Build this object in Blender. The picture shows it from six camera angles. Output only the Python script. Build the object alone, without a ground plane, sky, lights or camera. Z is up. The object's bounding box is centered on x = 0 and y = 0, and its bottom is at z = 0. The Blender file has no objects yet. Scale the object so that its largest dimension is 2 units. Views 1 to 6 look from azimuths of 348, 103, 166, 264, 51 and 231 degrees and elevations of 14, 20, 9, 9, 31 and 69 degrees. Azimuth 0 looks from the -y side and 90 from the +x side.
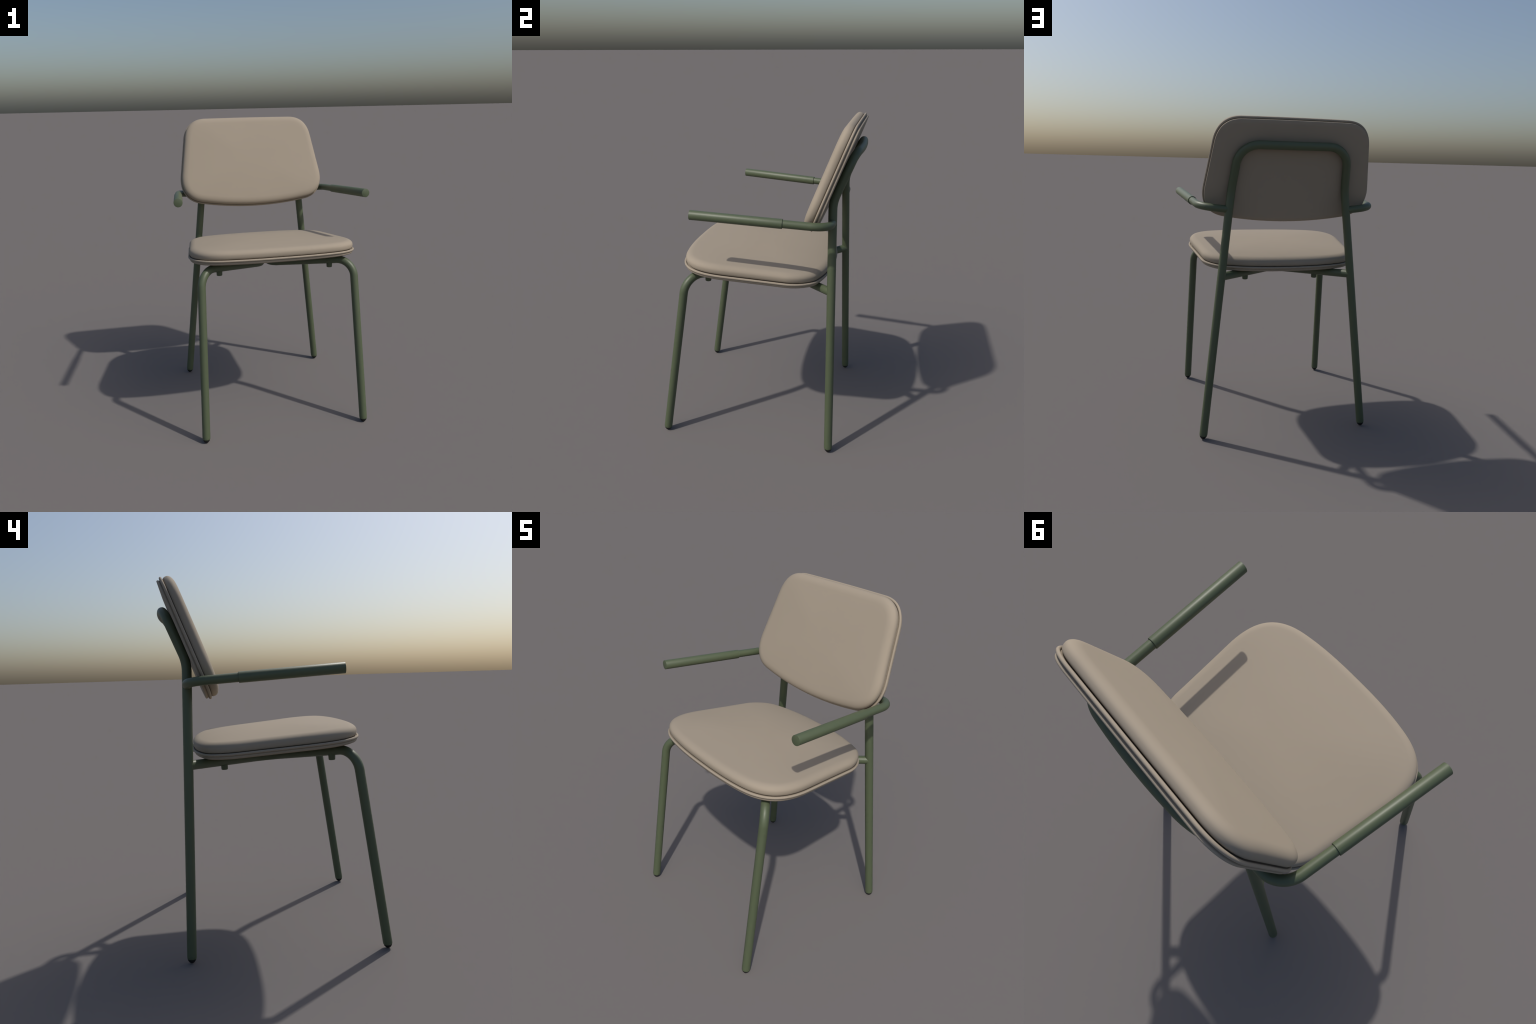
import bpy, math
import numpy as np
from mathutils import Vector

# ------------------------------------------------------------------ materials
def principled(name):
    m = bpy.data.materials.new(name)
    m.use_nodes = True
    return m, m.node_tree, m.node_tree.nodes["Principled BSDF"]

def noisy_material(name, colour, roughness, specular, noise_scale, spread, bump=0.0, sheen=0.0):
    """Plain coat whose colour drifts very slightly with a noise texture."""
    m, nt, b = principled(name)
    tc = nt.nodes.new("ShaderNodeTexCoord")
    nz = nt.nodes.new("ShaderNodeTexNoise")
    nz.inputs["Scale"].default_value = noise_scale
    nz.inputs["Detail"].default_value = 3.0
    nt.links.new(tc.outputs["Object"], nz.inputs["Vector"])
    cr = nt.nodes.new("ShaderNodeValToRGB")
    cr.color_ramp.elements[0].position = 0.3
    cr.color_ramp.elements[1].position = 0.7
    cr.color_ramp.elements[0].color = [c * (1 - spread) for c in colour] + [1]
    cr.color_ramp.elements[1].color = [c * (1 + spread) for c in colour] + [1]
    nt.links.new(nz.outputs["Fac"], cr.inputs["Fac"])
    nt.links.new(cr.outputs["Color"], b.inputs["Base Color"])
    b.inputs["Roughness"].default_value = roughness
    b.inputs["Specular IOR Level"].default_value = specular
    b.inputs["Sheen Weight"].default_value = sheen
    if bump:
        fine = nt.nodes.new("ShaderNodeTexNoise")
        fine.inputs["Scale"].default_value = noise_scale * 60
        nt.links.new(tc.outputs["Object"], fine.inputs["Vector"])
        bp = nt.nodes.new("ShaderNodeBump")
        bp.inputs["Strength"].default_value = bump
        bp.inputs["Distance"].default_value = 0.0005
        nt.links.new(fine.outputs["Fac"], bp.inputs["Height"])
        nt.links.new(bp.outputs["Normal"], b.inputs["Normal"])
    return m

FABRIC = noisy_material("beige_upholstery", (0.329, 0.280, 0.218), 0.85, 0.25, 6.0, 0.006)
PAINT = noisy_material("green_powder_coat", (0.079, 0.102, 0.055), 0.47, 0.5, 8.0, 0.010)
RUBBER = noisy_material("black_rubber", (0.012, 0.012, 0.012), 0.6, 0.3, 12.0, 0.05)

# ------------------------------------------------------------------ helpers
def make_object(name, verts, faces, mat, parent, sharp=40):
    me = bpy.data.meshes.new(name)
    me.from_pydata([tuple(map(float, v)) for v in verts], [], faces)
    me.update()
    me.materials.append(mat)
    me.shade_smooth()
    me.set_sharp_from_angle(angle=math.radians(sharp))
    ob = bpy.data.objects.new(name, me)
    bpy.context.scene.collection.objects.link(ob)
    ob.parent = parent
    return ob

def mirror(ob, name):
    """Mirrored twin across x = 0."""
    me = ob.data.copy()
    co = np.empty(len(me.vertices) * 3)
    me.vertices.foreach_get("co", co)
    co = co.reshape(-1, 3)
    co[:, 0] *= -1
    me.vertices.foreach_set("co", co.ravel())
    me.flip_normals()
    me.update()
    t = bpy.data.objects.new(name, me)
    bpy.context.scene.collection.objects.link(t)
    t.parent = ob.parent
    return t

def fillet(points, radii, steps=20):
    """Polyline whose inner corners are rounded by circular arcs."""
    P = [Vector(p) for p in points]
    out = [P[0]]
    for a, b, c, r in zip(P, P[1:], P[2:], radii):
        u, v = (a - b).normalized(), (c - b).normalized()
        ang = u.angle(v)
        t = r / math.tan(ang / 2)
        centre = b + (u + v).normalized() * (r / math.sin(ang / 2))
        s, e = b + u * t - centre, b + v * t - centre
        sweep = s.angle(e)
        for i in range(steps + 1):
            k = i / steps
            d = (s * math.sin((1 - k) * sweep) + e * math.sin(k * sweep)) / math.sin(sweep)
            out.append(centre + d)
    out.append(P[-1])
    return out

def sweep(path, sections, seg=40, cap_start=False, cap_end=False):
    """Rings of radius r along path; sections = list of (path index or point, radius)."""
    pts = [Vector(p) for p in path]
    tang = []
    for i in range(len(pts)):
        a, b = pts[max(i - 1, 0)], pts[min(i + 1, len(pts) - 1)]
        t = b - a
        if t.length < 1e-7:
            t = pts[-1] - pts[0]
        tang.append(t.normalized())
    ref = Vector((0, 0, 1)) if abs(tang[0].z) < 0.8 else Vector((1, 0, 0))
    n = (ref - tang[0] * ref.dot(tang[0])).normalized()
    verts, faces = [], []
    for i, (p, t) in enumerate(zip(pts, tang)):
        n = (n - t * n.dot(t)).normalized()
        bn = t.cross(n)
        r = sections[i]
        for k in range(seg):
            a = 2 * math.pi * k / seg
            verts.append(p + (n * math.cos(a) + bn * math.sin(a)) * r)
    for i in range(len(pts) - 1):
        for k in range(seg):
            k2 = (k + 1) % seg
            faces.append((i * seg + k, i * seg + k2, (i + 1) * seg + k2, (i + 1) * seg + k))
    if cap_start:
        faces.append(tuple(range(seg - 1, -1, -1)))
    if cap_end:
        b = (len(pts) - 1) * seg
        faces.append(tuple(range(b, b + seg)))
    return verts, faces

def tube(name, path, r, mat, parent, **kw):
    v, f = sweep(path, [r] * len(path), **kw)
    return make_object(name, v, f, mat, parent)

def turned(name, base, axis, profile, mat, parent, sharp=40, seg=40):
    """Lathe profile [(height along axis, radius)] on an arbitrary axis."""
    base, axis = Vector(base), Vector(axis).normalized()
    path = [base + axis * h for h, _ in profile]
    ref = Vector((1, 0, 0)) if abs(axis.x) < 0.8 else Vector((0, 0, 1))
    n = (ref - axis * ref.dot(axis)).normalized()
    bn = axis.cross(n)
    verts, faces = [], []
    for p, (h, r) in zip(path, profile):
        for k in range(seg):
            a = 2 * math.pi * k / seg
            verts.append(p + (n * math.cos(a) + bn * math.sin(a)) * r)
    m = len(profile)
    for i in range(m - 1):
        for k in range(seg):
            k2 = (k + 1) % seg
            faces.append((i * seg + k, i * seg + k2, (i + 1) * seg + k2, (i + 1) * seg + k))
    faces.append(tuple(range(seg - 1, -1, -1)))
    faces.append(tuple(range((m - 1) * seg, m * seg)))
    return make_object(name, verts, faces, mat, parent, sharp)

# ------------------------------------------------------------------ pad outlines
def pad_outline(low, low_rise, low_half, low_cut, low_k, high, high_drop, high_half, high_cut, high_k,
                side_bow=0.0, low_pow=2.0, high_pow=2.0, n=400):
    """Symmetric rounded trapezoid: two gently bowed edges, two straight sides, four soft corners.
    Coordinates (across, along)."""
    t = np.linspace(0, 1, 200)[:, None]
    def bowed(c, e, m):
        return np.hstack([t * e[0], c + (e[1] - c) * t ** m])
    A = np.array([low_half, low + low_rise])
    B = np.array([high_half, high - high_drop])
    F, R = bowed(low, A, low_pow), bowed(high, B, high_pow)[::-1]
    d = B - A
    nrm = np.array([d[1], -d[0]]) / np.linalg.norm(d)
    S = A + t * d + nrm * side_bow * 4 * t * (1 - t)
    def trim(C, l, end):
        L = np.r_[0, np.cumsum(np.linalg.norm(np.diff(C, axis=0), axis=1))]
        q = L[-1] - l if end else l
        at = lambda s: np.array([np.interp(s, L, C[:, k]) for k in (0, 1)])
        p = at(q)
        tg = p - at(q - 1e-3 if end else q + 1e-3)
        k = np.searchsorted(L, q)
        return (np.vstack([C[:k], p]) if end else np.vstack([p, C[k:]])), tg / np.linalg.norm(tg)
    F, tF = trim(F, low_cut, True)
    S, tS = trim(S, low_cut, False)
    S, tE = trim(S, high_cut, True)
    R, tR = trim(R, high_cut, False)
    def corner(p0, t0, p1, t1, h):
        u = np.linspace(0, 1, 60)[1:-1, None]
        c0, c1 = p0 + t0 * h, p1 + t1 * h
        return (1-u)**3*p0 + 3*(1-u)**2*u*c0 + 3*(1-u)*u*u*c1 + u**3*p1
    h = np.vstack([F, corner(F[-1], tF, S[0], tS, low_k * low_cut), S,
                   corner(S[-1], tE, R[0], tR, high_k * high_cut), R])
    loop = np.vstack([h, (h[::-1] * [-1, 1])[1:-1]])
    L = np.r_[0, np.cumsum(np.linalg.norm(np.diff(np.vstack([loop, loop[:1]]), axis=0), axis=1))]
    C = np.vstack([loop, loop[:1]])
    s = np.linspace(0, L[-1], n, endpoint=False)
    return np.stack([np.interp(s, L, C[:, k]) for k in (0, 1)], 1)

def inset(loop, d):
    T = np.roll(loop, -1, 0) - np.roll(loop, 1, 0)
    T /= np.linalg.norm(T, axis=1)[:, None]
    return loop - np.stack([T[:, 1], -T[:, 0]], 1) * d

class Plane:
    """Maps (across, along, height) of a pad into the chair."""
    def __init__(self, origin, along, normal):
        self.o, self.a, self.n = map(np.array, (origin, along, normal))
    def __call__(self, loop, height):
        h = np.broadcast_to(np.asarray(height, float), (len(loop),))
        return (self.o + loop[:, :1] * np.array([1.0, 0, 0]) + loop[:, 1:] * self.a + h[:, None] * self.n)

def pad_skin(name, loop, plane, profile, crown_height, mat, parent, crown_rings=24, power=2.0, flip=False, sharp=60):
    """Skin of a pad face: rings following (inset, height) profile, then a crown closing at the middle."""
    rings = [plane(inset(loop, d), h) for d, h in profile]
    d0, h0 = profile[-1]
    edge = inset(loop, d0)
    mid = np.array([0.0, (edge[:, 1].min() + edge[:, 1].max()) / 2])
    for i in range(1, crown_rings):
        k = i / crown_rings
        rings.append(plane(edge + (mid - edge) * k, h0 + (crown_height - h0) * (1 - (1 - k) ** power)))
    n = len(loop)
    verts = np.vstack(rings + [plane(mid[None, :], crown_height)])
    faces = []
    for r in range(len(rings) - 1):
        for k in range(n):
            k2 = (k + 1) % n
            q = (r * n + k, r * n + k2, (r + 1) * n + k2, (r + 1) * n + k)
            faces.append(q[::-1] if flip else q)
    last, c = (len(rings) - 1) * n, len(verts) - 1
    for k in range(n):
        q = (last + k, last + (k + 1) % n, c)
        faces.append(q[::-1] if flip else q)
    return make_object(name, verts, faces, mat, parent, sharp)

def piping(name, loop, plane, r, mat, parent, seg=16):
    P = plane(loop, 0.0)
    O = plane(inset(loop, -1.0), 0.0) - P      # outward unit
    verts, faces = [], []
    n = len(loop)
    for j in range(seg):
        a = 2 * math.pi * j / seg
        verts.append(P + r * (math.cos(a) * O + math.sin(a) * plane.n))
    for j in range(seg):
        j2 = (j + 1) % seg
        for k in range(n):
            k2 = (k + 1) % n
            faces.append((j * n + k, j * n + k2, j2 * n + k2, j2 * n + k))
    return make_object(name, np.vstack(verts), faces, mat, parent)

def cushion_profile(base_inset, bulge, groove, bulge_h, top_inset, top_h, dome_slope, steps=40, e=2.2):
    """Groove at the piping, an upright side wall, then a rounded shoulder that runs into the dome."""
    pr = [(base_inset + 0.02, groove - 0.006)]
    for i in range(9):
        a = i / 8 * math.pi / 2
        pr.append((base_inset + (bulge - base_inset) * math.sin(a),
                   groove + (bulge_h - groove) * (1 - math.cos(a))))
    for i in range(1, steps + 1):
        a = i / steps * math.pi / 2
        p = (bulge + (top_inset - bulge) * (1 - math.cos(a) ** (2 / e)),
             bulge_h + (top_h - bulge_h) * math.sin(a) ** (2 / e))
        if (p[1] - pr[-1][1]) < dome_slope * (p[0] - pr[-1][0]):
            break
        pr.append(p)
    return pr

# ------------------------------------------------------------------ the chair
chair = bpy.data.objects.new("upholstered_armchair", None)
bpy.context.scene.collection.objects.link(chair)
chair["label"] = "beige upholstered armchair with round green tube frame"
chair["category"] = "chair"

TUBE = 0.0254
ARM_TUBE = 0.0231
SLEEVE = 0.0278

def rear_leg(z):      # straight part of rear leg
    return (0.5291 - 0.1077 * z, 0.4922 - 0.0280 * z, z)
def front_leg(z):
    return (0.5337 - 0.0312 * z, -0.5751 + 0.1545 * z, z)

# rear legs and back hoop: one bent tube
FOOT = 0.034
knee, top_z, top_y = 1.565, 1.8345, 0.5590
side = lambda z: 0.5291 - 0.1077 * z
right = [rear_leg(FOOT), rear_leg(knee), (side(top_z), top_y, top_z)]
left = [(-x, y, z) for x, y, z in reversed(right)]
hoop = fillet(right + left, [0.22, 0.135, 0.135, 0.22])
mid = len(hoop) // 2
flat = [hoop[mid - 1].lerp(hoop[mid], k / 16) for k in range(1, 16)]      # straight top bar, cut fine enough to bow
hoop = hoop[:mid] + flat + hoop[mid:]
def bow(p):           # the top bar bows backwards towards its middle
    k = max(0.0, 1 - (p.x / 0.30) ** 2) if p.z > 1.6 else 0.0
    return p + Vector((0, 0.92, -0.10)) * (0.018 * k)
hoop_frame = tube("back_frame", [bow(p) for p in hoop], TUBE, PAINT, chair)

# front leg running on as under-seat rail to the rear leg
rail_front = Vector((0.5, -0.407, 1.0967))
rail_mid = Vector((-0.026, -0.002, 1.0085))
rail_rear = Vector(rear_leg(1.0352))
fl = tube("front_leg", fillet([front_leg(FOOT), rail_front, rail_mid, rail_rear], [0.112, 0.115]), TUBE, PAINT, chair)
fl_l = mirror(fl, "front_leg.001")

# armrest tube and thicker sleeve
arm_end = Vector((0.6135, -0.3208, 1.5122))
sleeve_back = Vector((0.5699, 0.1991, 1.4803))
d = (sleeve_back - arm_end).normalized()
corner = sleeve_back + d * ((0.452 - sleeve_back.y) / d.y)
arm = tube("armrest", fillet([rear_leg(1.447), corner, arm_end + d * 0.01], [0.112]), ARM_TUBE, PAINT, chair)
arm_l = mirror(arm, "armrest.001")
Ls = (sleeve_back - arm_end).length
prof = [(0.0, SLEEVE - 0.0014), (0.0004, SLEEVE - 0.0005), (0.0014, SLEEVE), (Ls - 0.0012, SLEEVE),
        (Ls, SLEEVE - 0.0012), (Ls, SLEEVE - 0.0030), (Ls - 0.004, SLEEVE - 0.0034), (Ls - 0.004, ARM_TUBE - 0.004)]
slv = turned("sleeve", arm_end, d, prof, PAINT, arm, sharp=35)
slv_l = mirror(slv, "sleeve.001")
slv_l.parent = arm_l

# feet
def foot(name, leg):
    base, up = Vector(leg(0.0)), (Vector(leg(1.0)) - Vector(leg(0.0))).normalized()
    k = 1 / up.z
    ring = [(FOOT * k - 0.0005, TUBE - 0.0001), (0.0290, TUBE - 0.0002), (0.0252, TUBE - 0.0008), (0.0232, TUBE - 0.0016)]
    collar = turned(name[0], base, up, ring[::-1], PAINT, chair, sharp=50)
    cap = [(0.0234, TUBE - 0.0022), (0.0180, TUBE - 0.0032), (0.0130, TUBE - 0.0054), (0.0085, TUBE - 0.0090),
           (0.0044, TUBE - 0.0120), (0.0016, 0.0100), (0.0006, 0.0060)]
    glide = turned(name[1], base, up, cap[::-1], RUBBER, chair, sharp=50)
    return collar, glide
owners = ((fl, fl_l), (hoop_frame, hoop_frame))
for i, leg in enumerate((front_leg, rear_leg)):
    sfx = "" if i == 0 else ".00%d" % (2 * i)
    c, g = foot(("leg_end" + sfx, "foot_glide" + sfx), leg)
    c2 = mirror(c, "leg_end.00%d" % (2 * i + 1))
    g2 = mirror(g, "foot_glide.00%d" % (2 * i + 1))
    for ob, owner in ((c, owners[i][0]), (g, owners[i][0]), (c2, owners[i][1]), (g2, owners[i][1])):
        ob.parent = owner

# ------------------------------------------------------------------ seat
SLOPE = -0.0856
nrm = np.array([0, -SLOPE, 1.0]); nrm /= np.linalg.norm(nrm)
seat_plane = Plane((0, 0, 1.1138), (0, 1.0, SLOPE), nrm)
seat_loop = pad_outline(-0.4822, 0.0920, 0.5770, 0.2467, 0.718, 0.4335, 0.1061, 0.4967, 0.1313, 0.566,
                        side_bow=-0.0026, low_pow=2.56, high_pow=2.44)
PIPE = 0.0070
shell_side = [(0.040, 0.003), (0.006, 0.001), (0.010, -0.0045), (0.0065, -0.0075), (0.0048, -0.0105), (0.0050, -0.0150), (0.0062, -0.0195), (0.0100, -0.0235), (0.018, -0.0262), (0.03, -0.0278)]
seat = pad_skin("seat", seat_loop, seat_plane, shell_side, -0.0325, FABRIC, chair, flip=True)
pad_skin("seat_cushion", seat_loop, seat_plane,
         cushion_profile(0.0130, 0.0030, 0.0080, 0.0310, 0.058, 0.0652, 0.095), 0.0856, FABRIC, seat)
piping("seat_piping", inset(seat_loop, 0.002), seat_plane, PIPE, FABRIC, seat)

# bolts holding the rails to the seat
def bolt(name, x, y, zb):
    top = 1.1138 + SLOPE * y - 0.02
    h = top - zb
    prof = [(0, 0.0150), (0.0012, 0.0172), (0.004, 0.0182), (0.03, 0.0195), (h, 0.0195)]
    return turned(name, (x, y, zb), (0, -SLOPE * 0.5, 1), prof, PAINT, chair)
mirror(bolt("bolt", 0.372, -0.309, 1.025), "bolt.001")
mirror(bolt("bolt.002", 0.2345, 0.266, 0.977), "bolt.003")

# ------------------------------------------------------------------ backrest
LEAN = 0.3853
ln = np.hypot(1, LEAN)
back_plane = Plane((0, 0.4127 - 1.6 * LEAN, 0), (0, LEAN, 1.0), np.array([0, -1, LEAN]) / ln)
back_loop = pad_outline(1.3666, 0.0646, 0.5482, 0.1625, 0.646, 1.9905, 0.0041, 0.4592, 0.1379, 0.657)
back_side = [(0.040, 0.003), (0.006, 0.001), (0.010, -0.0060), (0.0100, -0.0085), (0.0090, -0.0110), (0.0066, -0.0132), (0.0055, -0.0155), (0.0052, -0.0190),
             (0.0060, -0.0220), (0.0080, -0.0238), (0.03, -0.0243)]
back = pad_skin("backrest", back_loop, back_plane, back_side, -0.0250, FABRIC, chair, flip=True, sharp=40)
pad_skin("back_cushion", back_loop, back_plane,
         cushion_profile(0.0125, 0.0025, 0.0085, 0.0290, 0.060, 0.0630, 0.075), 0.0745, FABRIC, back)
piping("back_piping", inset(back_loop, 0.002), back_plane, PIPE, FABRIC, back)
